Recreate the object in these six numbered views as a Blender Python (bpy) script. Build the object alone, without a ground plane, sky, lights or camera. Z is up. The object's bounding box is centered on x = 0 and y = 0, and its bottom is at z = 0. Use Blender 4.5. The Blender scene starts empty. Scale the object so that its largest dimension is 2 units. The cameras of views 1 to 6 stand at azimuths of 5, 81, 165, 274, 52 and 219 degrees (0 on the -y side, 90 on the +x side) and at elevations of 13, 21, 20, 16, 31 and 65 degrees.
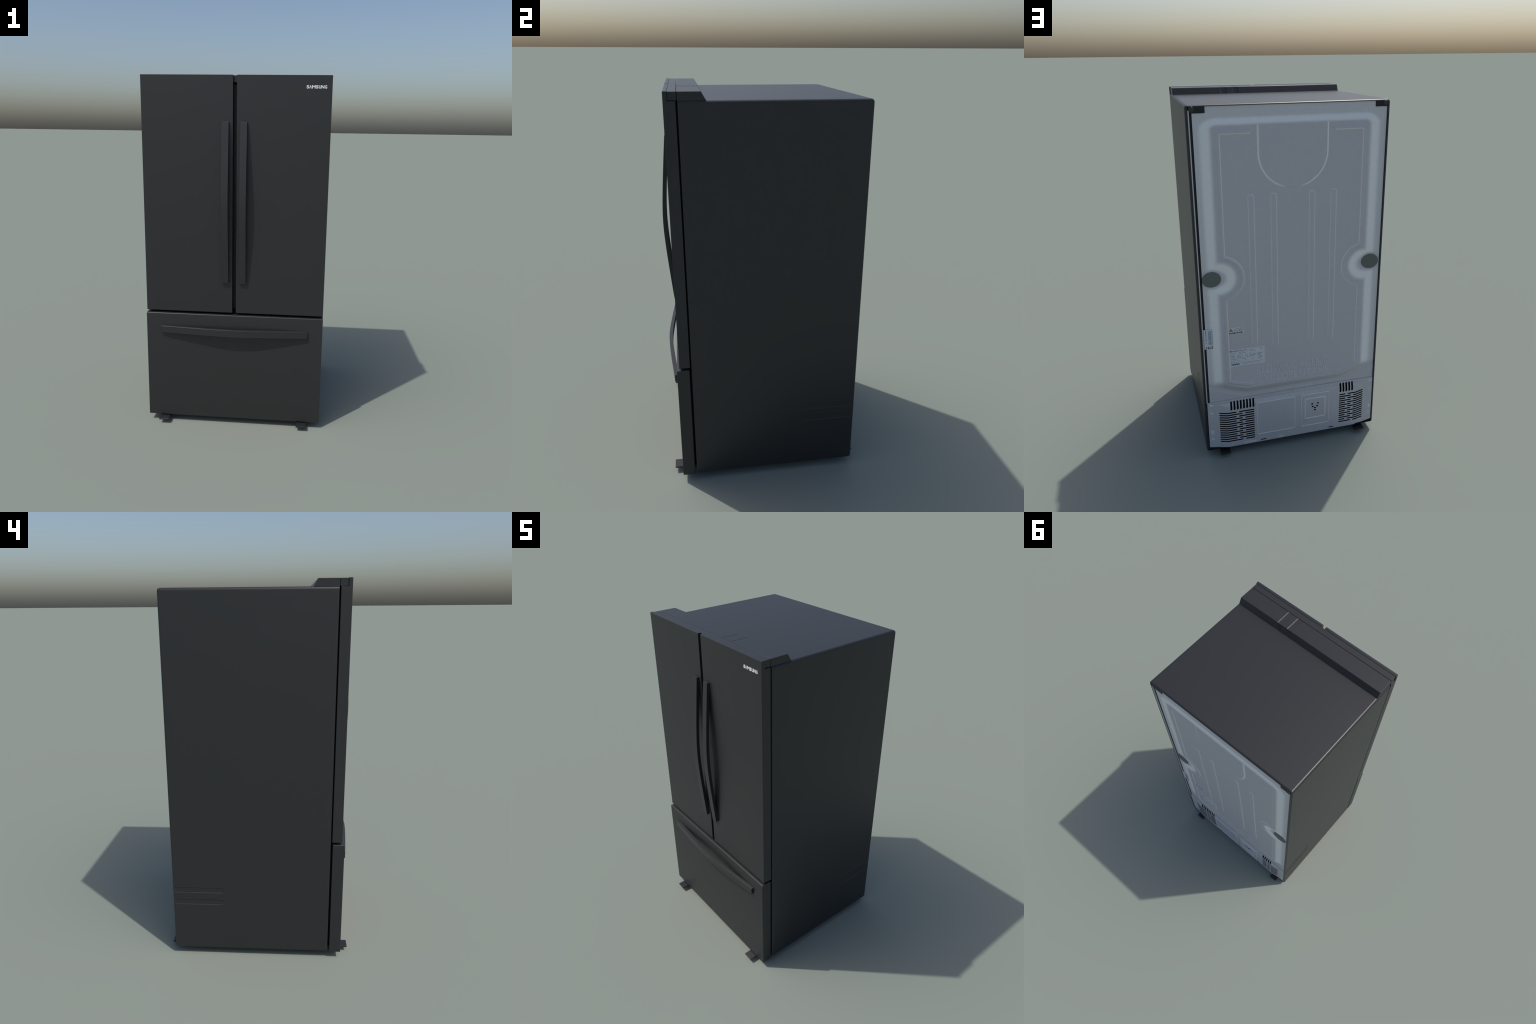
# French-door refrigerator: black steel body, two upper doors, freezer drawer,
# galvanised back panel with pressed relief and a slotted rear cover.
import bpy, bmesh, math, random
import numpy as np
from mathutils import Vector, Matrix

random.seed(7)
rng = np.random.default_rng(7)
scene = bpy.context.scene
COL = scene.collection

# ------------------------------------------------------------------ materials
def new_mat(name):
    m = bpy.data.materials.new(name)
    m.use_nodes = True
    return m, m.node_tree.nodes, m.node_tree.links, m.node_tree.nodes["Principled BSDF"]

def plain(name, col, rough=0.5, metal=0.0, spec=0.5, grain=0.0, grain_scale=300.0, bump=0.0,
          stretch=(1, 1, 1), rough_var=0.0):
    m, n, l, p = new_mat(name)
    p.inputs["Base Color"].default_value = (*col, 1)
    p.inputs["Roughness"].default_value = rough
    p.inputs["Metallic"].default_value = metal
    p.inputs["Specular IOR Level"].default_value = spec
    if grain or bump or rough_var:
        tc = n.new("ShaderNodeTexCoord")
        mp = n.new("ShaderNodeMapping")
        mp.inputs["Scale"].default_value = stretch
        nz = n.new("ShaderNodeTexNoise")
        nz.inputs["Scale"].default_value = grain_scale
        nz.inputs["Detail"].default_value = 4
        l.new(tc.outputs["Object"], mp.inputs[0])
        l.new(mp.outputs[0], nz.inputs["Vector"])
        if grain:
            cr = n.new("ShaderNodeValToRGB")
            e = cr.color_ramp.elements
            e[0].position, e[1].position = 0.3, 0.7
            e[0].color = (*[c * (1 - grain) for c in col], 1)
            e[1].color = (*[min(1, c * (1 + grain)) for c in col], 1)
            l.new(nz.outputs["Fac"], cr.inputs[0])
            l.new(cr.outputs[0], p.inputs["Base Color"])
        if rough_var:
            mr = n.new("ShaderNodeMapRange")
            mr.inputs["To Min"].default_value = rough - rough_var
            mr.inputs["To Max"].default_value = rough + rough_var
            l.new(nz.outputs["Fac"], mr.inputs["Value"])
            l.new(mr.outputs[0], p.inputs["Roughness"])
        if bump:
            b = n.new("ShaderNodeBump")
            b.inputs["Strength"].default_value = bump
            b.inputs["Distance"].default_value = 0.001
            l.new(nz.outputs["Fac"], b.inputs["Height"])
            l.new(b.outputs[0], p.inputs["Normal"])
    return m

M_PAINT = plain("black_steel_paint", (0.020, 0.021, 0.0225), rough=0.40, spec=0.5)
M_HANDLE = plain("handle_paint", (0.022, 0.023, 0.0245), rough=0.36, spec=0.5)
M_WELL = plain("rear_well", (0.022, 0.022, 0.021), rough=0.7, spec=0.3)
M_GAP = plain("gasket_black", (0.006, 0.006, 0.0065), rough=0.8, spec=0.2)
M_MULL = plain("mullion_plastic", (0.014, 0.0145, 0.015), rough=0.5)
M_PLASTIC = plain("bracket_plastic", (0.010, 0.0105, 0.0105), rough=0.45, spec=0.4)
M_KNOB = plain("bracket_knob_plastic", (0.030, 0.033, 0.033), rough=0.4, spec=0.5)
M_FOOT = plain("foot_metal", (0.018, 0.018, 0.021), rough=0.35, spec=0.5)
def sheet_steel():
    """galvanised sheet; light reflected by the pressed border and bays is painted in as a paler tone"""
    m, n, l, p = new_mat("galvanised_sheet")
    tc = n.new("ShaderNodeTexCoord")
    sp = n.new("ShaderNodeSeparateXYZ")
    l.new(tc.outputs["Object"], sp.inputs[0])
    def mt(op, *args):
        nd = n.new("ShaderNodeMath"); nd.operation = op
        for i, a in enumerate(args):
            if isinstance(a, (int, float)):
                nd.inputs[i].default_value = a
            else:
                l.new(a, nd.inputs[i])
        return nd.outputs[0]
    def ramp(v, a, b):
        mr = n.new("ShaderNodeMapRange"); mr.interpolation_type = "SMOOTHSTEP"
        mr.inputs["From Min"].default_value, mr.inputs["From Max"].default_value = a, b
        l.new(v, mr.inputs["Value"])
        return mr.outputs[0]
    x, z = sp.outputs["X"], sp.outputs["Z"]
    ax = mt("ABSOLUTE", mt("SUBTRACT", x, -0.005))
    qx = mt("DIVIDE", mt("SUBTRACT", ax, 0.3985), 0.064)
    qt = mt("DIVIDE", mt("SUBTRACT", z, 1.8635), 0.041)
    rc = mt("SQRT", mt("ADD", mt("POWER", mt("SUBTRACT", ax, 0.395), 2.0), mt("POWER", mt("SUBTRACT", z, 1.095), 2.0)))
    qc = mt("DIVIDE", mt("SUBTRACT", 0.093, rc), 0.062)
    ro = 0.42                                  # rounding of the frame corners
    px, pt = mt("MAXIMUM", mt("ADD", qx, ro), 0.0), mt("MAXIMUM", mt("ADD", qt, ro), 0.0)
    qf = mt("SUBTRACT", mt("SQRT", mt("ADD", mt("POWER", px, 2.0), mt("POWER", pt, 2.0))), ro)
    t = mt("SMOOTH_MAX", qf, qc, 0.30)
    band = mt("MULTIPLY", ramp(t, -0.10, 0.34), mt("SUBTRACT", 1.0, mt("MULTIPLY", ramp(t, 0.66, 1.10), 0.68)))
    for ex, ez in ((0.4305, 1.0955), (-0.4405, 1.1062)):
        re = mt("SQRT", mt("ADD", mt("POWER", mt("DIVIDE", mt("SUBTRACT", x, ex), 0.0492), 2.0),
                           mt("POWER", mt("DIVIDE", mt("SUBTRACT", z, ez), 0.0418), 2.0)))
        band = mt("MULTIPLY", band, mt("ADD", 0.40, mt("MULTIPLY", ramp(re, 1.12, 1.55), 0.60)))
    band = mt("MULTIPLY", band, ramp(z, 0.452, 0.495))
    # glints on the edges of the pressed beads, drawn as pale colour lines
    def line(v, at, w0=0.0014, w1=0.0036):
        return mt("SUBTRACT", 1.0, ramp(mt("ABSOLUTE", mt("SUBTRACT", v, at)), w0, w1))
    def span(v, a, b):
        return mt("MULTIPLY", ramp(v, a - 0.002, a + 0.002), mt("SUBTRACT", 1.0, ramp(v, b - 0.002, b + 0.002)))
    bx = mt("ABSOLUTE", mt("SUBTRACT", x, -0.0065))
    edge_glint = mt("MULTIPLY", line(bx, 0.3640), mt("ADD", span(z, 0.492, 0.970), span(z, 1.222, 1.825)))
    edge_glint = mt("MAXIMUM", edge_glint, mt("MULTIPLY", line(z, 1.8258), span(bx, 0.2140, 0.3640)))
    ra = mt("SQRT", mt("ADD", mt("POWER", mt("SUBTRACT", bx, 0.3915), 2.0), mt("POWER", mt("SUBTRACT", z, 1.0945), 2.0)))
    edge_glint = mt("MAXIMUM", edge_glint, mt("MULTIPLY", line(ra, 0.1243), mt("LESS_THAN", bx, 0.364)))
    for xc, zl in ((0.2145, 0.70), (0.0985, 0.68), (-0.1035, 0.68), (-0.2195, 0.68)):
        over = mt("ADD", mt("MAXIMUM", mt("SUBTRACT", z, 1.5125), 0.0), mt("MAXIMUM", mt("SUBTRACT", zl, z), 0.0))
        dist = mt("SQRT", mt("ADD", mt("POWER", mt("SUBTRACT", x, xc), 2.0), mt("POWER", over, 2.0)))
        edge_glint = mt("MAXIMUM", edge_glint, mt("MULTIPLY", line(dist, 0.0150), 0.75))
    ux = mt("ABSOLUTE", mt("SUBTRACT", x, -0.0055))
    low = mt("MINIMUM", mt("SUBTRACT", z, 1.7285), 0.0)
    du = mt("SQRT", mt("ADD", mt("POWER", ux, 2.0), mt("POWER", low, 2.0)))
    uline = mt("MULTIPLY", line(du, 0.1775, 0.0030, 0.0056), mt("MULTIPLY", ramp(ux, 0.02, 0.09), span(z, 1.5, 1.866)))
    edge_glint = mt("MAXIMUM", mt("MULTIPLY", edge_glint, 0.55), mt("MULTIPLY", uline, 0.80))
    band = mt("MAXIMUM", band, edge_glint)
    nz = n.new("ShaderNodeTexNoise"); nz.inputs["Scale"].default_value = 45; nz.inputs["Detail"].default_value = 5
    l.new(tc.outputs["Object"], nz.inputs["Vector"])
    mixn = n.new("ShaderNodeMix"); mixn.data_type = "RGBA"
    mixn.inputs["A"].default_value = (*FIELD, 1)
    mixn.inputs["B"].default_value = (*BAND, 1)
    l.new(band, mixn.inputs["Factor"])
    gr = n.new("ShaderNodeValToRGB")
    gr.color_ramp.elements[0].position, gr.color_ramp.elements[1].position = 0.3, 0.7
    gr.color_ramp.elements[0].color = (0.965, 0.96, 0.965, 1)
    gr.color_ramp.elements[1].color = (1.0, 1.0, 1.0, 1)
    l.new(nz.outputs["Fac"], gr.inputs[0])
    mul = n.new("ShaderNodeMix"); mul.data_type = "RGBA"; mul.blend_type = "MULTIPLY"
    mul.inputs["Factor"].default_value = 1.0
    l.new(mixn.outputs["Result"], mul.inputs["A"]); l.new(gr.outputs[0], mul.inputs["B"])
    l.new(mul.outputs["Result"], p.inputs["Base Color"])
    p.inputs["Metallic"].default_value = 0.15
    p.inputs["Roughness"].default_value = 0.55
    return m
FIELD, BAND = (0.555, 0.545, 0.565), (0.89, 0.885, 0.87)  # BAND is FIELD lightened for the baked sheen on the slopes
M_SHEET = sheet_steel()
M_STEEL = plain("galvanised_steel", FIELD, rough=0.5, metal=0.2, spec=0.5)
M_COVER = plain("cover_steel", (0.53, 0.53, 0.555), rough=0.5, metal=0.2, spec=0.5,
                grain=0.04, grain_scale=80, bump=0.05)
M_WORD = plain("raised_steel", (0.64, 0.635, 0.65), rough=0.55, metal=0.15)
M_COVERL = plain("cover_steel_edge_lightened", (0.70, 0.71, 0.73), rough=0.5, metal=0.2)  # paler copy of the cover steel, used on frames, ribs, bosses and screws
M_CAP = plain("hole_cap_plastic", (0.140, 0.155, 0.138), rough=0.6, spec=0.4, grain=0.06, grain_scale=200)
M_LABEL = plain("label_paper", (0.65, 0.665, 0.69), rough=0.55, spec=0.4)
M_PRINT = plain("label_print", (0.035, 0.035, 0.05), rough=0.6)
M_PRINTG = plain("label_print_grey", (0.20, 0.21, 0.24), rough=0.6)
M_YEL = plain("warning_yellow", (0.50, 0.27, 0.02), rough=0.5)
M_LOGO = plain("logo_silver", (0.80, 0.81, 0.83), rough=0.4, metal=0.0)

# ------------------------------------------------------------------ helpers
root = bpy.data.objects.new("refrigerator", None)
COL.objects.link(root)
root["label"] = "matte black French door refrigerator with bottom freezer drawer"
root["category"] = "refrigerator"

def link(mesh, name, mat, parent=None, smooth_angle=None):
    ob = bpy.data.objects.new(name, mesh)
    COL.objects.link(ob)
    ob.parent = parent or root
    if mat is not None:
        mesh.materials.append(mat)
    if smooth_angle is not None:
        mesh.polygons.foreach_set("use_smooth", [True] * len(mesh.polygons))
        mesh.set_sharp_from_angle(angle=math.radians(smooth_angle))
    return ob

def bm_mesh(bm, name):
    bmesh.ops.recalc_face_normals(bm, faces=bm.faces)
    me = bpy.data.meshes.new(name)
    bm.to_mesh(me)
    bm.free()
    return me

def add_box(bm, x0, x1, y0, y1, z0, z1):
    vs = [bm.verts.new((x, y, z)) for x in (x0, x1) for y in (y0, y1) for z in (z0, z1)]
    for f in ((0, 1, 3, 2), (4, 6, 7, 5), (0, 4, 5, 1), (2, 3, 7, 6), (0, 2, 6, 4), (1, 5, 7, 3)):
        bm.faces.new([vs[i] for i in f])
    return vs

def bevel_mod(ob, width, seg=3):
    b = ob.modifiers.new("bevel", "BEVEL")
    b.width, b.segments, b.limit_method = width, seg, "ANGLE"
    b.angle_limit = math.radians(25)
    b.harden_normals = True
    ob.data.polygons.foreach_set("use_smooth", [True] * len(ob.data.polygons))

def bake_modifiers(ob):
    dg = bpy.context.evaluated_depsgraph_get()
    dg.update()
    me = bpy.data.meshes.new_from_object(ob.evaluated_get(dg), depsgraph=dg)
    me.name = ob.name
    ob.modifiers.clear()
    ob.data = me

def box(name, x0, x1, y0, y1, z0, z1, mat, bevel=0.0, parent=None, seg=3):
    bm = bmesh.new()
    add_box(bm, x0, x1, y0, y1, z0, z1)
    ob = link(bm_mesh(bm, name), name, mat, parent)
    if bevel:
        bevel_mod(ob, bevel, seg)
    return ob

def add_prism(bm, pts, to3, a, b):
    """closed 2D outline pts swept from depth a to depth b; to3(u, v, depth) -> xyz"""
    lo = [bm.verts.new(to3(u, v, a)) for u, v in pts]
    hi = [bm.verts.new(to3(u, v, b)) for u, v in pts]
    n = len(pts)
    bm.faces.new(lo)
    bm.faces.new(list(reversed(hi)))
    for i in range(n):
        j = (i + 1) % n
        bm.faces.new((lo[i], hi[i], hi[j], lo[j]))

YZ = lambda u, v, d: (d, u, v)     # outline in y,z swept along x
XZ = lambda u, v, d: (u, d, v)     # outline in x,z swept along y

def capsule(x0, z0, x1, z1, r, n=6):
    """outline of a stadium between two points"""
    a = math.atan2(z1 - z0, x1 - x0)
    out = []
    for cx, cz, s in ((x1, z1, a - math.pi / 2), (x0, z0, a + math.pi / 2)):
        for i in range(n + 1):
            t = s + math.pi * i / n
            out.append((cx + r * math.cos(t), cz + r * math.sin(t)))
    return out

def boolean_cut(ob, cutter):
    m = ob.modifiers.new("cut", "BOOLEAN")
    m.operation, m.object, m.solver = "DIFFERENCE", cutter, "EXACT"
    bake_modifiers(ob)
    bpy.data.objects.remove(cutter, do_unlink=True)

# ------------------------------------------------------------------ main sizes
HW = 0.5085          # half width
CAB_F, CAB_B = -0.3800, 0.4677
CAB_Z0, CAB_Z1 = 0.0362, 1.9626
DOOR_F, DOOR_B = -0.4390, -0.3868
DRW_F, DRW_B = -0.4515, -0.3900
DRW_Z0, DRW_Z1 = 0.0365, 0.6800
DOOR_Z0, DOOR_Z1 = 0.6930, 2.0000

# ------------------------------------------------------------------ cabinet
CAB_HW = 0.5098
cabinet = box("cabinet", -CAB_HW, CAB_HW, CAB_F, CAB_B, CAB_Z0, CAB_Z1, M_PAINT)
bevel_mod(cabinet, 0.0145, 6)
cabinet.modifiers["bevel"].limit_method = "WEIGHT"        # tight edges round the door side only
bw = cabinet.data.attributes.new("bevel_weight_edge", "FLOAT", "EDGE")
for e in cabinet.data.edges:
    front = all(abs(cabinet.data.vertices[v].co.y - CAB_F) < 1e-5 for v in e.vertices)
    p, q = (cabinet.data.vertices[v].co for v in e.vertices)
    rear_post = p.y > 0 and q.y > 0 and abs(p.z - q.z) > 0.5
    bw.data[e.index].value = 0.34 if front else (0.72 if rear_post else 1.0)
bake_modifiers(cabinet)
# pressed recesses low on both sides and the shallow well for the back panel
bm = bmesh.new()
def side_groove(bm, sx, zc):
    out_pts = capsule(0.202, zc, 0.480, zc, 0.0168, 10)
    in_pts = capsule(0.202, zc, 0.480, zc, 0.0130, 10)
    o = [bm.verts.new((sx * (CAB_HW + 0.0008), u, v)) for u, v in out_pts]
    i = [bm.verts.new((sx * (CAB_HW - 0.0018), u, v)) for u, v in in_pts]
    n = len(o)
    bm.faces.new(o); bm.faces.new(list(reversed(i)))
    for k in range(n):
        bm.faces.new((o[k], i[k], i[(k + 1) % n], o[(k + 1) % n]))
for sx in (-1, 1):
    for zc in (0.397, 0.326):
        side_groove(bm, sx, zc)
add_box(bm, -0.4978, 0.4978, 0.4585, 0.48, 0.0470, 1.9545)
bmesh.ops.recalc_face_normals(bm, faces=bm.faces)
cutter = link(bm_mesh(bm, "cutter"), "cutter", None)
boolean_cut(cabinet, cutter)
cabinet.data.materials.clear()
cabinet.data.materials.append(M_PAINT)
cabinet.data.materials.append(M_WELL)
for p in cabinet.data.polygons:          # floor of the rear well is black
    c = p.center
    p.material_index = 1 if (abs(c.y - 0.4585) < 1e-3 and abs(c.x) < 0.499 and p.normal.y > 0.9) else 0

# ------------------------------------------------------------------ hinge cover on top
bm = bmesh.new()
ztop, zbot = 1.9985, 1.9606
prof = [(-0.3812, zbot), (-0.2595, zbot), (-0.2815, ztop), (-0.3812, ztop)]
add_prism(bm, prof, YZ, -0.5035, 0.5035)
hinge_cover = link(bm_mesh(bm, "hinge_cover"), "hinge_cover", M_PAINT)
bevel_mod(hinge_cover, 0.0016, 3)
bake_modifiers(hinge_cover)
bm = bmesh.new()                          # two shallow channels across the cover
for x0, x1 in ((0.1915, 0.2235), (0.1215, 0.1530)):
    d, e = 0.0011, 0.0030              # depth and width of the slanted walls
    low = [(-0.3900, ztop - d), (-0.2815 - d * 0.5, ztop - d), (-0.2595 - d * 1.1, zbot - 0.002)]
    high = [(-0.3900, ztop + d), (-0.2815 + d * 0.6, ztop + d), (-0.2595 + d * 1.1, zbot - 0.002)]
    a = [bm.verts.new((x0 + e, y, z)) for y, z in low]
    b = [bm.verts.new((x1 - e, y, z)) for y, z in low]
    c = [bm.verts.new((x0 - e, y, z)) for y, z in high]
    f = [bm.verts.new((x1 + e, y, z)) for y, z in high]
    for k in range(2):
        bm.faces.new((a[k], a[k + 1], b[k + 1], b[k]))
        bm.faces.new((c[k], c[k + 1], a[k + 1], a[k]))
        bm.faces.new((b[k], b[k + 1], f[k + 1], f[k]))
        bm.faces.new((f[k], f[k + 1], c[k + 1], c[k]))
    for k in (0, 2):
        bm.faces.new((a[k], b[k], f[k], c[k]))
bmesh.ops.recalc_face_normals(bm, faces=bm.faces)
boolean_cut(hinge_cover, link(bm_mesh(bm, "cutter"), "cutter", None))
hinge_strip = box("hinge_cover_front_strip", -0.5040, 0.5040, -0.4206, -0.3832, 1.9625, 1.9984, M_PAINT, 0.0010, seg=2)

# ------------------------------------------------------------------ doors
def make_door(x0, x1):
    bm = bmesh.new()
    lip = -0.4212
    add_prism(bm, [(DOOR_F, DOOR_Z0), (DOOR_B, DOOR_Z0), (DOOR_B, 1.9608), (lip, 1.9608),
                   (lip, DOOR_Z1), (DOOR_F, DOOR_Z1)], YZ, x0, x1)
    ob = link(bm_mesh(bm, "door"), "door", M_PAINT)
    bevel_mod(ob, 0.0013, 2)
    return ob
door_left = make_door(-HW, -0.0100)
door_right = make_door(0.0110, HW)

drawer = box("freezer_drawer", -HW - 0.0008, HW + 0.0008, DRW_F, DRW_B, DRW_Z0, DRW_Z1, M_PAINT)
bevel_mod(drawer, 0.0022, 3)
# rounded top front lip of the drawer
bm = bmesh.new()
bm.from_mesh(drawer.data)
be = [e for e in bm.edges if all(abs(v.co.y - DRW_F) < 1e-5 and abs(v.co.z - DRW_Z1) < 1e-5 for v in e.verts)]
bmesh.ops.bevel(bm, geom=be, offset=0.0045, segments=5, profile=0.5, affect="EDGES")
bm.to_mesh(drawer.data); bm.free()
drawer.data.polygons.foreach_set("use_smooth", [True] * len(drawer.data.polygons))

# seals between doors and cabinet, mullion behind the gap between the two doors
def seal(name, x0, x1, z0, z1, yb):
    return box(name, x0, x1, yb - 0.004, CAB_F + 0.004, z0, z1, M_GAP)
seal("door_seal", -0.484, -0.030, 0.725, 1.935, DOOR_B)
seal("door_seal", 0.030, 0.484, 0.725, 1.935, DOOR_B)
seal("drawer_seal", -0.484, 0.484, 0.085, 0.655, DRW_B)
box("mullion", -0.028, 0.028, -0.3940, CAB_F + 0.004, 0.700, 1.9550, M_MULL, 0.002)
box("cross_rail", -0.480, 0.480, -0.3950, CAB_F + 0.004, 0.6660, 0.7080, M_GAP, 0.002)

# ------------------------------------------------------------------ handles
def bow(t):
    """bulge of a handle, t = -1..1 along its length: straight arms, round middle"""
    k = 0.30
    return (math.sqrt(1 + k * k) - math.sqrt(t * t + k * k)) / (math.sqrt(1 + k * k) - k)

def make_handle(name, parent, axis, c, half, w0, w1, y_end, y_mid, y_face, thick=0.0195):
    """bar of rectangular section bowed out of the door; axis is its long direction"""
    n = 56
    bm = bmesh.new()
    rings = []
    for i in range(n + 1):
        t = -1 + 2 * i / n
        yo = y_end + (y_mid - y_end) * bow(t)
        yi = min(yo + thick, y_face + 0.002)
        s = c + half * t
        ring = []
        for w, y in ((w0, yo), (w1, yo), (w1, yi), (w0, yi)):
            ring.append(bm.verts.new((w, y, s) if axis == "z" else (s, y, w)))
        rings.append(ring)
    bm.faces.new(rings[0]); bm.faces.new(list(reversed(rings[-1])))
    for a, b in zip(rings, rings[1:]):
        for k in range(4):
            bm.faces.new((a[k], a[(k + 1) % 4], b[(k + 1) % 4], b[k]))
    ob = link(bm_mesh(bm, name), name, M_HANDLE, parent)
    bevel_mod(ob, 0.0013, 2)
    return ob
HZC, HZH = 1.3158, 0.4445
make_handle("handle", door_left, "z", HZC, HZH, -0.0692, -0.0305, -0.4535, -0.4868, DOOR_F)
make_handle("handle", door_right, "z", HZC, HZH, 0.0310, 0.0682, -0.4535, -0.4868, DOOR_F)
make_handle("drawer_handle", drawer, "x", 0.0012, 0.4232, 0.5650, 0.6050, -0.4655, -0.4968, DRW_F)

# ------------------------------------------------------------------ lettering helpers
def text_mesh(body, name, mat, parent, x0, x1, z0, z1, y, extrude, facing="front", offset=0.0,
              spacing=1.0, resolution=6, conform=False):
    """built-in font text stretched into the box x0..x1, z0..z1 on a plane y"""
    cu = bpy.data.curves.new(name, "FONT")
    cu.body = body
    cu.extrude = 0.05
    cu.offset = offset
    cu.space_character = spacing
    cu.resolution_u = resolution
    tmp = bpy.data.objects.new(name, cu)
    COL.objects.link(tmp)
    dg = bpy.context.evaluated_depsgraph_get(); dg.update()
    me = bpy.data.meshes.new_from_object(tmp.evaluated_get(dg), depsgraph=dg)
    bpy.data.objects.remove(tmp, do_unlink=True)
    co = np.empty(len(me.vertices) * 3)
    me.vertices.foreach_get("co", co)
    co = co.reshape(-1, 3)
    mn, mx = co.min(0), co.max(0)
    u = (co[:, 0] - mn[0]) / (mx[0] - mn[0])
    v = (co[:, 1] - mn[1]) / (mx[1] - mn[1])
    d = (co[:, 2] - mn[2]) / (mx[2] - mn[2])
    out = np.empty_like(co)
    if facing == "front":                  # seen from -y, reads toward +x
        out[:, 0] = x0 + u * (x1 - x0)
        out[:, 1] = y - d * extrude
    else:                                  # seen from +y, reads toward -x
        out[:, 0] = x1 + (1 - u) * (x0 - x1) if x0 > x1 else x1 - u * (x1 - x0)
        out[:, 1] = y + d * extrude
    out[:, 2] = z0 + v * (z1 - z0)
    if conform:                            # follow the pressed sheet below
        out[:, 1] = Y_FLANGE + relief(out[:, 0], out[:, 2]) - 0.0004 + d * extrude
    me.vertices.foreach_set("co", out.ravel())
    me.materials.clear()
    return link(me, name, mat, parent)

# heavy letters, each fitted into its own cell (0..1 along the word); the A has no bar
CELLS = (("S", 0.000, 0.120), ("\u039b", 0.130, 0.250), ("M", 0.264, 0.440), ("S", 0.458, 0.572),
         ("U", 0.598, 0.710), ("N", 0.723, 0.866), ("G", 0.888, 1.000))
WX0, WX1 = 0.3745, 0.4803
for ch, a, b in CELLS:
    text_mesh(ch, "brand_letter", M_LOGO, door_right, WX0 + a * (WX1 - WX0), WX0 + b * (WX1 - WX0),
              1.9328, 1.9494, DOOR_F + 0.0002, 0.0010, "front", offset=0.032)

# ------------------------------------------------------------------ back panel relief
CX = -0.005
Y_FLANGE, RISE = 0.4618, 0.0078

def soft(t):                      # 0..1 ramp, straight in the middle with eased shoulders
    t = np.clip(t, 0, 1)
    return 0.55 * t + 0.45 * (t * t * (3 - 2 * t))

def seg_dist(x, z, pts):
    d = np.full(x.shape, 9.0)
    for (ax, az), (bx, bz) in zip(pts, pts[1:]):
        vx, vz = bx - ax, bz - az
        t = np.clip(((x - ax) * vx + (z - az) * vz) / (vx * vx + vz * vz), 0, 1)
        d = np.minimum(d, np.hypot(x - ax - t * vx, z - az - t * vz))
    return d

def bead(d, half, edge, height):
    return height * soft((half + edge / 2 - d) / edge)

def relief(x, z):
    ax = np.abs(x - CX)
    zb = 0.428 + np.clip(ax - 0.275, 0, 1) * 0.36           # lower border rises to the corners
    qx = (ax - 0.3985) / 0.064
    qt = (z - 1.8635) / 0.041
    qb = (zb + 0.002 - z) / 0.036
    ro = 0.42
    t = np.hypot(np.maximum(qx + ro, 0), np.maximum(np.maximum(qt, qb) + ro, 0)) - ro
    rc = np.hypot(ax - 0.395, z - 1.095)                     # bays around the two hole caps
    tc = (0.093 - rc) / 0.062
    k = np.maximum(0.30 - np.abs(t - tc), 0) / 0.30
    t = np.maximum(t, tc) + k * k * 0.30 * 0.25
    for ex, ez in ((0.4305, 1.0955), (-0.4405, 1.1062)):     # level seat under each cap
        re = np.hypot((x - ex) / 0.0492, (z - ez) / 0.0418)
        t = np.maximum(t, (1.55 - re) / 0.45)
    swell = 0.0078 * np.clip((0.62 - z) / 0.19, 0, 1) ** 2   # the field swells toward its lower edge
    h = (RISE + swell) * (1 - soft(t))
    h -= 0.0022 * np.exp(-((qb - 1.20) / 0.40) ** 2)          # gutter below the lower lip
    # U shaped pressed field hanging from the top border
    xu = np.abs(x + 0.0055)
    du = np.where(z > 1.7285, xu - 0.1775, np.hypot(xu, z - 1.7285) - 0.1775)
    h += 0.0038 * soft((-du + 0.0045) / 0.009) * (t <= 0.02)
    # four upright beads
    for xc, zl in ((0.2145, 0.7005), (0.0985, 0.682), (-0.1035, 0.682), (-0.2195, 0.681)):
        h += bead(seg_dist(x, z, [(xc, zl), (xc, 1.5125)]), 0.0152, 0.0052, 0.0036)
    # border bead following the frame and bending round the bays
    for s in (1, -1):
        cx = -0.0065
        arc = [(cx + s * (0.3915 - 0.1155 * math.cos(a)), 1.0945 + 0.1155 * math.sin(a))
               for a in np.linspace(1.36, -1.36, 21)]
        path = [(cx + s * 0.2135, 1.8345), (cx + s * 0.3725, 1.8345), (cx + s * 0.3725, arc[0][1])] + arc + \
               [(cx + s * 0.3735, arc[-1][1]), (cx + s * 0.3735, 0.4835), (cx + s * 0.332, 0.4712),
                (cx + s * 0.276, 0.4555), (cx + s * 0.247, 0.4515)]
        h += bead(seg_dist(x, z, path), 0.0088, 0.0052, 0.0034)
    # fine creases on the flange
    h += bead(seg_dist(x, z, [(0.40, 1.9155), (0.05, 1.9195), (-0.25, 1.9204), (-0.396, 1.9206),
                              (-0.432, 1.908), (-0.4525, 1.883)]), 0.0022, 0.004, 0.0010)
    h += bead(seg_dist(x, z, [(0.475, 0.418), (0.430, 0.423), (0.372, 0.397), (0.302, 0.376)]), 0.002, 0.004, 0.0010)
    h += bead(seg_dist(x, z, [(-0.403, 0.4063), (-0.441, 0.423), (-0.470, 0.421)]), 0.002, 0.004, 0.0010)
    h += bead(seg_dist(x, z, [(0.333, 0.6876), (0.261, 0.6875)]), 0.002, 0.004, 0.0010)
    # very slight waviness of the sheet
    h += 0.00025 * np.sin(x * 9 + 1.3 * np.sin(z * 7)) * np.sin(z * 6 + 0.7)
    return h

def panel_y(x, z):
    return Y_FLANGE + float(relief(np.array([x]), np.array([z]))[0])

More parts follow.
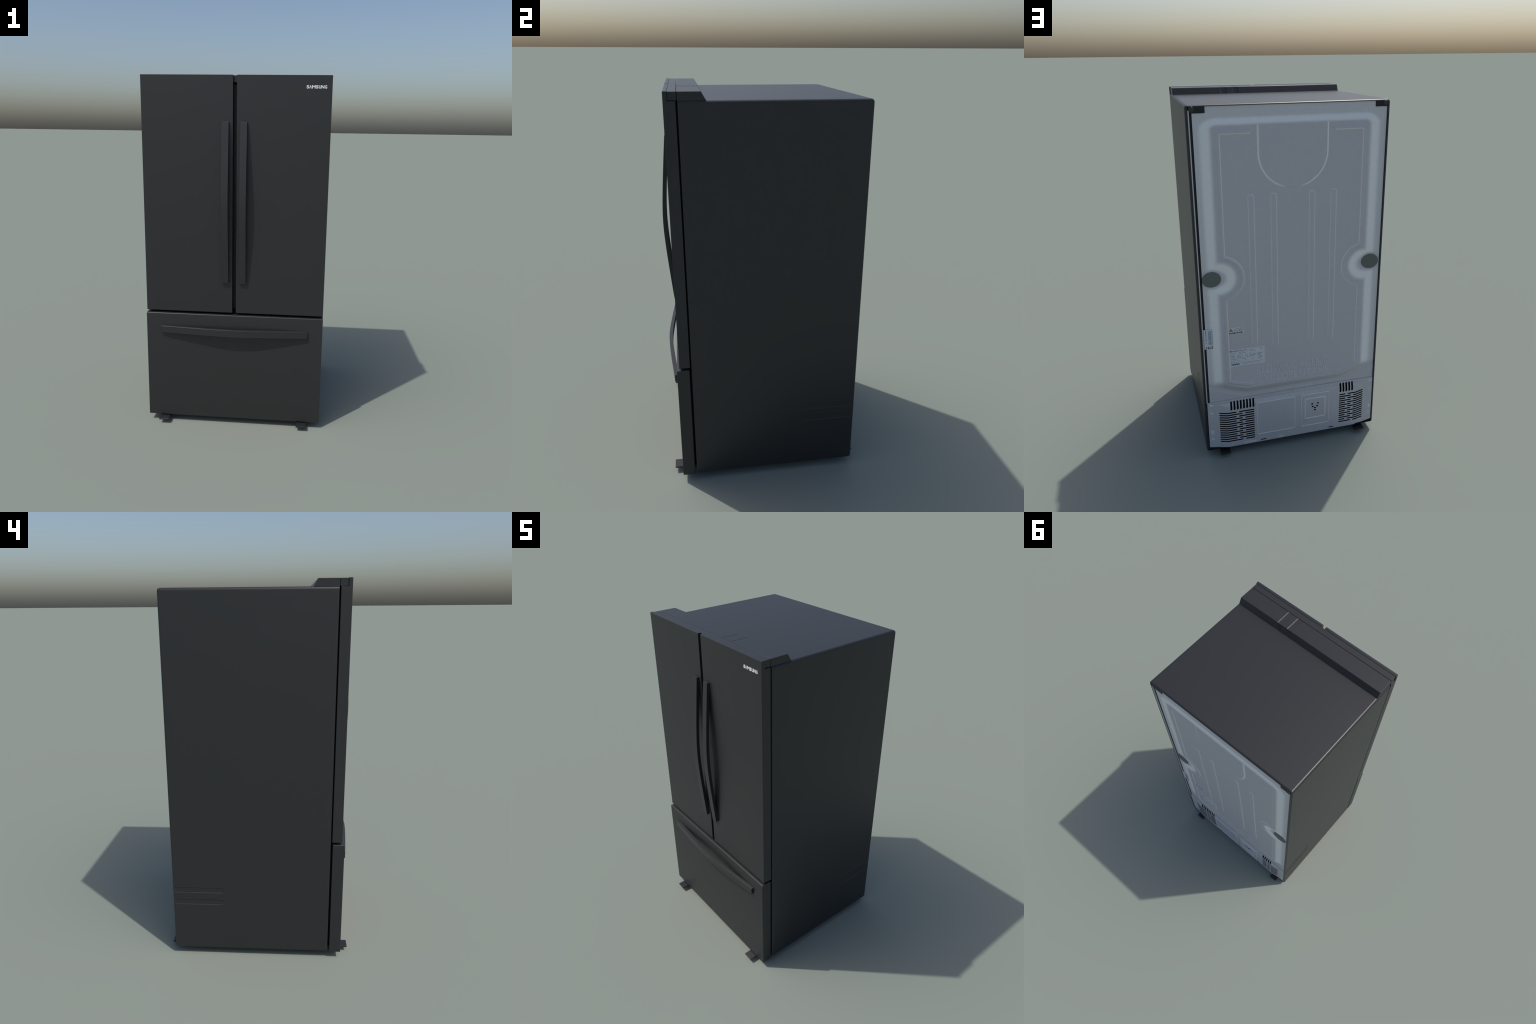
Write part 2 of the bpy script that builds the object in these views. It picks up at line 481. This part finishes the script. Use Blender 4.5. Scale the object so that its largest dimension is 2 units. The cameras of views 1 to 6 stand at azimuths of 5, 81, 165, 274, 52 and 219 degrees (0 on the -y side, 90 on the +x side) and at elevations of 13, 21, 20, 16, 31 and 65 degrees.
PX0, PX1, PZ0, PZ1 = -0.4960, 0.4780, 0.3450, 1.9545
nx, nz = 390, 642
gx, gz = np.meshgrid(np.linspace(PX0, PX1, nx), np.linspace(PZ0, PZ1, nz))
gy = Y_FLANGE + relief(gx, gz)
verts = np.stack([gx, gy, gz], -1).reshape(-1, 3)
idx = np.arange(nx * nz).reshape(nz, nx)
quads = np.stack([idx[:-1, :-1], idx[1:, :-1], idx[1:, 1:], idx[:-1, 1:]], -1).reshape(-1, 4)
# fold the rim back into the well so that the sheet has a visible edge
rim = np.concatenate([idx[0, :], idx[1:, -1], idx[-1, -2::-1], idx[-2:0:-1, 0]])
rv = verts[rim].copy(); rv[:, 1] = 0.4580
base = len(verts)
verts = np.concatenate([verts, rv])
m = len(rim); k = np.arange(m)
quads = np.concatenate([quads, np.stack([rim[k], rim[(k + 1) % m], base + (k + 1) % m, base + k], -1)])
me = bpy.data.meshes.new("back_panel")
me.from_pydata(verts.tolist(), [], quads.tolist())
me.update()
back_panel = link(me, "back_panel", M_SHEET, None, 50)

# light flange strip beside the panel on the hinge side
box("flange_strip", 0.4905, 0.4968, 0.4600, 0.4668, 0.3600, 1.9380, M_STEEL, 0.0008, seg=2)

# ------------------------------------------------------------------ hole caps
for cx, cz in ((0.4305, 1.0955), (-0.4405, 1.1062)):
    bm = bmesh.new()
    n = 40
    ell = [(0.0492 * math.cos(2 * math.pi * i / n), 0.0418 * math.sin(2 * math.pi * i / n)) for i in range(n)]
    add_prism(bm, [(cx + u, cz + v) for u, v in ell], XZ, 0.460, 0.4660)
    ob = link(bm_mesh(bm, "hole_cap"), "hole_cap", M_CAP, back_panel)
    bevel_mod(ob, 0.0008, 2)

# ------------------------------------------------------------------ corner brackets
def ring_knob(name, cx, cz, r, y0, parent):
    bm = bmesh.new()
    n = 28
    circ = lambda rr, y: [bm.verts.new((cx + rr * math.cos(2 * math.pi * i / n), y, cz + rr * math.sin(2 * math.pi * i / n))) for i in range(n)]
    rings = [circ(r * 1.12, y0), circ(r, y0 + 0.0019), circ(r * 0.82, y0 + 0.0019), circ(r * 0.74, y0 + 0.0003)]
    for a, b in zip(rings, rings[1:]):
        for i in range(n):
            bm.faces.new((a[i], a[(i + 1) % n], b[(i + 1) % n], b[i]))
    bm.faces.new(rings[-1])
    return link(bm_mesh(bm, name), name, M_KNOB, parent, 30)
b1 = box("corner_bracket", 0.4175, 0.4950, 0.4590, 0.4662, 1.9240, 1.9560, M_PLASTIC, 0.003)
ring_knob("bracket_knob", 0.4790, 1.9415, 0.0125, 0.4662, b1)
bm = bmesh.new()
add_prism(bm, capsule(0.4390, 1.9440, 0.4480, 1.9440, 0.0055), XZ, 0.4655, 0.4678)
add_prism(bm, capsule(0.4365, 1.9330, 0.4365, 1.9440, 0.0022), XZ, 0.4655, 0.4674)
ob = link(bm_mesh(bm, "bracket_clip"), "bracket_clip", M_PLASTIC, b1); bevel_mod(ob, 0.0006, 2)
b2 = box("corner_bracket", -0.4975, -0.4330, 0.4590, 0.4662, 1.9270, 1.9545, M_PLASTIC, 0.003)
ring_knob("bracket_knob", -0.4865, 1.9440, 0.0115, 0.4662, b2)

# ------------------------------------------------------------------ raised words on the sheet
Y_PLATEAU = Y_FLANGE + RISE
text_mesh("BLOWING AGENT:", "raised_lettering", M_WORD, back_panel, 0.2085, -0.2100, 0.5055, 0.5555,
          Y_PLATEAU, 0.0020, "back", offset=-0.004, conform=True)
text_mesh("CYCLOPENTANE", "raised_lettering", M_WORD, back_panel, 0.2085, -0.2110, 0.4505, 0.4935,
          Y_PLATEAU, 0.0020, "back", offset=-0.004, conform=True)

# ------------------------------------------------------------------ stickers
def sticker(name, x0, x1, z0, z1, y):
    return box(name, x0, x1, y - 0.0035, y, z0, z1, M_LABEL, 0.0003, back_panel, seg=1)

def marks(name, rects, y, mat, parent):
    bm = bmesh.new()
    for x0, x1, z0, z1 in rects:
        add_box(bm, x0, x1, y - 0.0002, y + 0.00035, z0, z1)
    ob = link(bm_mesh(bm, name), name, mat, parent)
    ob["kind"] = "stuff"
    return ob

def text_row(x_from, x_to, z, h, fill=0.75, lo=0.003, hi=0.012):
    """a line of print seen from afar: short dashes running toward -x"""
    out, x = [], x_from
    while x > x_to:
        w = random.uniform(lo, hi)
        if random.random() < fill:
            out.append((max(x - w, x_to), x, z, z + h))
        x -= w + random.uniform(0.001, 0.003)
    return out

# warning sticker
ya = Y_PLATEAU + 0.0006
s_warn = sticker("warning_sticker", 0.2728, 0.3598, 0.7703, 0.8100, ya)
bm = bmesh.new()
add_prism(bm, [(0.3568, 0.7880), (0.3302, 0.7880), (0.3435, 0.8082)], XZ, ya - 0.0002, ya + 0.0005)
link(bm_mesh(bm, "warning_triangle"), "warning_triangle", M_YEL, s_warn)
marks("warning_symbol", [(0.3424, 0.3446, 0.7945, 0.8015), (0.3424, 0.3446, 0.7905, 0.7925)], ya + 0.0005, M_PRINT, s_warn)
marks("sticker_print", text_row(0.354, 0.279, 0.7745, 0.0070, 0.9, 0.004, 0.009), ya, M_PRINT, s_warn)
marks("sticker_print_fine", sum([text_row(0.326, 0.276, z, 0.0022, 0.7) for z in (0.7885, 0.7935, 0.7985, 0.8035)], []), ya, M_PRINTG, s_warn)

# rating plate sticker
s_rate = sticker("rating_sticker", 0.1605, 0.3578, 0.5725, 0.6772, ya)
marks("sticker_print", [(0.3465, 0.3545, 0.6645, 0.6715)] + text_row(0.348, 0.304, 0.5810, 0.0085, 0.95, 0.004, 0.008), ya, M_PRINT, s_rate)
rows = text_row(0.343, 0.289, 0.6655, 0.0045, 0.95)
for z in np.arange(0.598, 0.658, 0.0062):
    rows += text_row(0.352, 0.293, z, 0.0020, 0.55)
for z in np.arange(0.606, 0.668, 0.0075):
    rows += text_row(0.281, 0.257, z, 0.0025, 0.45)
    rows += text_row(0.247, 0.212, z, 0.0022, 0.35)
    rows += text_row(0.200, 0.176, z, 0.0030, 0.55)
rows += [(0.172, 0.283, 0.5900, 0.5916), (0.196, 0.283, 0.5830, 0.5842), (0.2860, 0.2868, 0.585, 0.669), (0.200, 0.238, 0.6320, 0.6332)]
marks("sticker_print_fine", rows, ya, M_PRINTG, s_rate)

# bar code sticker on the flange
yc = Y_FLANGE + 0.0042
s_bar = sticker("bar_code_sticker", 0.4405, 0.4885, 0.6995, 0.8155, yc)
bars, z = [], 0.7255
while z < 0.806:
    h = random.choice((0.0010, 0.0014, 0.0022))
    bars.append((0.4490, 0.4650, z, z + h))
    z += h + random.choice((0.0010, 0.0016, 0.0022))
marks("bar_code", bars, yc, M_PRINTG, s_bar)
dash, z = [], 0.704
while z < 0.810:
    h = random.uniform(0.003, 0.009)
    if random.random() < 0.75:
        dash.append((0.4755, 0.4800, z, min(z + h, 0.811)))
    z += h + random.uniform(0.001, 0.005)
marks("sticker_print", dash + [(0.4445, 0.4705, 0.7015, 0.7045), (0.4445, 0.4705, 0.7105, 0.7130), (0.4660, 0.4705, 0.7015, 0.713), (0.4445, 0.4480, 0.7015, 0.713)], yc, M_PRINT, s_bar)
marks("sticker_print_fine", [(0.4425, 0.4450, z, z + 0.004) for z in np.arange(0.720, 0.808, 0.0062)], yc, M_PRINTG, s_bar)

# ------------------------------------------------------------------ slotted rear cover
CF, CB = 0.4655, 0.4722        # flange face and body face
XO, XI = 0.4395, 0.3880        # foot and shoulder of the slanted ends
def cover_meshes():
    bm = bmesh.new()
    # flange sheet with the raised tray; columns across x, rows up z
    out = [(0.4935, 0.0655), (0.445, 0.0560), (0.390, 0.0480), (-0.392, 0.0490), (-0.446, 0.0550), (-0.4955, 0.0670),
           (-0.4955, 0.3610), (-0.2800, 0.3640), (-0.010, 0.3635), (0.20, 0.3620), (0.4935, 0.3615)]
    add_prism(bm, out, XZ, CF - 0.0030, CF)
    sheet = bm_mesh(bm, "rear_cover")
    bm = bmesh.new()
    # tray body: hull with sloping top and ends
    c = -0.0015
    base = [(c + XO, 0.0540), (c + XI, 0.0480), (c - XI, 0.0490), (c - XO, 0.0540), (c - XO, 0.3420), (c + XO, 0.3420)]
    top = [(c + XI, 0.0540), (c + XI - 0.001, 0.0480), (c - XI + 0.001, 0.0490), (c - XI, 0.0540), (c - XI, 0.3205), (c + XI, 0.3205)]
    lo = [bm.verts.new((x, CF - 0.002, z)) for x, z in base]
    mid = [bm.verts.new((x, CF + 0.0003, z)) for x, z in base]
    hi = [bm.verts.new((x, CB, z)) for x, z in top]
    n = len(base)
    bm.faces.new(lo); bm.faces.new(list(reversed(hi)))
    for a, b in ((lo, mid), (mid, hi)):
        for i in range(n):
            bm.faces.new((a[i], a[(i + 1) % n], b[(i + 1) % n], b[i]))
    return sheet, bm_mesh(bm, "cover_tray")
sheet, tray = cover_meshes()
rear_cover = link(sheet, "rear_cover", M_COVER)
cover_tray = link(tray, "cover_tray", M_COVER, rear_cover)

def slot_path(pts, r):
    """outline of a rounded slot along a bent line of 2 or 3 points"""
    if len(pts) == 2:
        return capsule(*pts[0], *pts[1], r)
    (x0, z0), (x1, z1), (x2, z2) = pts
    a = capsule(x0, z0, x1, z1, r)
    b = capsule(x1, z1, x2, z2, r)
    n = len(a) // 2
    # far cap of b, upper shoulder, near cap of a, lower shoulder
    return b[:n] + [((x1 + r * 0.0), z1 + (r if x2 > x1 else -r))] + a[n:] + [(x1, z1 - (r if x2 > x1 else -r))]

cut = bmesh.new()
R = 0.0039
def slat(xa, xb, z):
    """horizontal slot between xa < xb, its part on the slanted end bends up"""
    def lift(x):
        return max(0.0, abs(x + 0.0015) - XI) / (XO - XI) * 0.0078
    xa, xb = xa + R, xb - R
    knee = -0.0015 + math.copysign(XI, xa + xb)
    if xa < knee < xb:
        pts = [(xa, z + lift(xa)), (knee, z), (xb, z + lift(xb))]
    else:
        pts = [(xa, z + lift(xa)), (xb, z + lift(xb))]
    add_prism(cut, slot_path(pts, R), XZ, 0.4575, 0.4760)
PITCH = 0.01465
for i in range(14):
    z = 0.2775 - i * PITCH
    if i % 2 == 0:
        slat(0.3329, 0.4310, z); slat(0.2298, 0.3191, z)
        slat(-0.3244, -0.2840, z); slat(-0.4370, -0.3370, z)
    else:
        slat(0.2977, 0.4310, z); slat(0.2298, 0.2838, z)
        slat(-0.3600, -0.2840, z); slat(-0.4370, -0.3728, z)
for i in range(8):
    x = 0.3612 - i * 0.0181
    add_prism(cut, capsule(x, 0.2995, x - 0.0008, 0.3445, 0.0054), XZ, 0.4575, 0.4760)
for i in range(5):
    x = -0.2923 - i * 0.0183
    add_prism(cut, capsule(x, 0.3005, x, 0.3490, 0.0056), XZ, 0.4575, 0.4760)
for x, z in ((-0.1169, 0.2464), (-0.1521, 0.2469), (-0.1205, 0.2286), (-0.1481, 0.2285), (-0.1345, 0.2182), (-0.1344, 0.2042)):
    add_prism(cut, capsule(x - 0.0025, z, x + 0.0025, z, 0.0044), XZ, 0.4575, 0.4760)
for xa, xb in ((0.1665, 0.1925), (-0.2490, -0.2255)):
    add_prism(cut, capsule(xa, 0.0605, xb, 0.0605, 0.0032), XZ, 0.4575, 0.4760)
cutter = link(bm_mesh(cut, "cutter"), "cutter", None)
cutter2 = cutter.copy(); cutter2.data = cutter.data.copy(); COL.objects.link(cutter2)
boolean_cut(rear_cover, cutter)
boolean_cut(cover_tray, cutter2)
for o in (rear_cover, cover_tray):
    o.data.polygons.foreach_set("use_smooth", [False] * len(o.data.polygons))
for o in (rear_cover, cover_tray):        # slot walls coloured black to deepen the shadow inside
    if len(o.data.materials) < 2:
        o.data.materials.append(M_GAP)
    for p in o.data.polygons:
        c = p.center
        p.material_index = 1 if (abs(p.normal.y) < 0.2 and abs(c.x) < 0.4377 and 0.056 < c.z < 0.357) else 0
box("cover_void", -0.4800, 0.4800, 0.4555, 0.4622, 0.0600, 0.3560, M_GAP, parent=rear_cover)  # solid black block modelled for the unlit cavity behind the slots

def bead_frame(name, x0, x1, z0, z1, y, w=0.0060, h=0.0026, sides="tblr"):
    bm = bmesh.new()
    o = [(x0, z0), (x1, z0), (x1, z1), (x0, z1)]
    i = [(x0 + w, z0 + w), (x1 - w, z0 + w), (x1 - w, z1 - w), (x0 + w, z1 - w)]
    e = w * 0.3
    om = [(x0 + e, z0 + e), (x1 - e, z0 + e), (x1 - e, z1 - e), (x0 + e, z1 - e)]
    im = [(x0 + w - e, z0 + w - e), (x1 - w + e, z0 + w - e), (x1 - w + e, z1 - w + e), (x0 + w - e, z1 - w + e)]
    rings = [[bm.verts.new((u, yy, v)) for u, v in r] for r, yy in ((o, y - 0.0005), (om, y + h), (im, y + h), (i, y - 0.0005))]
    for a, b in zip(rings, rings[1:]):
        for k in range(4):
            bm.faces.new((a[k], a[(k + 1) % 4], b[(k + 1) % 4], b[k]))
    return link(bm_mesh(bm, name), name, M_COVERL, rear_cover, 60)
bead_frame("pressed_frame", -0.0135, 0.2165, 0.0985, 0.3180, CB)
bead_frame("pressed_frame", -0.2225, -0.0475, 0.0985, 0.3180, CB)
bead_frame("pressed_frame", -0.2000, -0.0690, 0.1470, 0.2890, CB, w=0.0095, h=0.0028)
# faint embossed lines of print inside the first frame
rows = []
for z in np.arange(0.118, 0.306, 0.0085):
    rows += text_row(0.190 - random.uniform(0, 0.02), 0.020 + random.uniform(0, 0.03), z, 0.0034, 0.8, 0.004, 0.016)
bm = bmesh.new()
for x0, x1, z0, z1 in rows:
    add_box(bm, x0, x1, CB - 0.0004, CB + 0.0005, z0, z1)
ob = link(bm_mesh(bm, "embossed_lines"), "embossed_lines", M_COVER, rear_cover); ob["kind"] = "stuff"
# tabs along the upper seam
for x in (-0.0125, -0.0860, -0.2340, -0.2790):
    box("seam_rib", x - 0.0022, x + 0.0022, CF - 0.001, CF + 0.0020, 0.3420, 0.3620, M_COVERL, 0.0006, rear_cover, seg=1)
for xa, xb in ((0.2235, 0.2920), (0.0615, 0.0915)):
    bead_frame("pressed_tab", xa, xb, 0.0515, 0.0640, CB, w=0.0035, h=0.0012)

# screws and pressed bosses on the cover flanges
def dome(name, cx, cz, rx, rz, y, h, mat, hole=False):
    bm = bmesh.new()
    n = 24
    def ring(s, yy):
        return [bm.verts.new((cx + s * rx * math.cos(2 * math.pi * i / n), yy, cz + s * rz * math.sin(2 * math.pi * i / n))) for i in range(n)]
    rings = [ring(1, y - 0.0005), ring(0.92, y + h * 0.55), ring(0.70, y + h * 0.9), ring(0.42, y + h)]
    if hole:
        rings.append(ring(0.34, y - 0.0002))
    for a, b in zip(rings, rings[1:]):
        for i in range(n):
            bm.faces.new((a[i], a[(i + 1) % n], b[(i + 1) % n], b[i]))
    bm.faces.new(rings[-1])
    ob = link(bm_mesh(bm, name), name, mat, rear_cover, 50)
    if hole:
        ob.data.materials.append(M_GAP)
        ob.data.polygons[len(ob.data.polygons) - 1].material_index = 1
    return ob
for sx, x in ((1, 0.4735), (-1, -0.4795)):
    dome("pressed_boss", x, 0.3405, 0.0100, 0.0085, CF, 0.0022, M_COVERL)
    dome("screw", x, 0.2868, 0.0092, 0.0078, CF, 0.0024, M_COVERL, True)
    dome("pressed_boss", x, 0.1620, 0.0085, 0.0150, CF, 0.0020, M_COVERL)
    dome("screw", x, 0.1138, 0.0092, 0.0078, CF, 0.0024, M_COVERL, True)
dome("screw", -0.0015, 0.3545, 0.0050, 0.0045, CF, 0.0012, M_COVER, True)

# ------------------------------------------------------------------ feet
def foot(cx, y0, y1, ys):
    plate = box("foot", cx - 0.0292, cx + 0.0292, y0, y1, 0.0215, 0.0305, M_FOOT, 0.0012)
    bm = bmesh.new()
    n = 24
    add_prism(bm, [(cx + 0.013 * math.cos(2 * math.pi * i / n), ys + 0.013 * math.sin(2 * math.pi * i / n)) for i in range(n)],
              lambda u, v, d: (u, v, d), 0.0, 0.0440)
    link(bm_mesh(bm, "foot_stem"), "foot_stem", M_FOOT, plate, 40)
    return plate
for cx in (-0.4118, 0.4040):
    foot(cx, -0.4940, -0.3700, -0.4100)
for cx in (-0.4120, 0.4075):
    foot(cx, 0.3600, 0.4966, 0.4150)

bpy.context.view_layer.update()
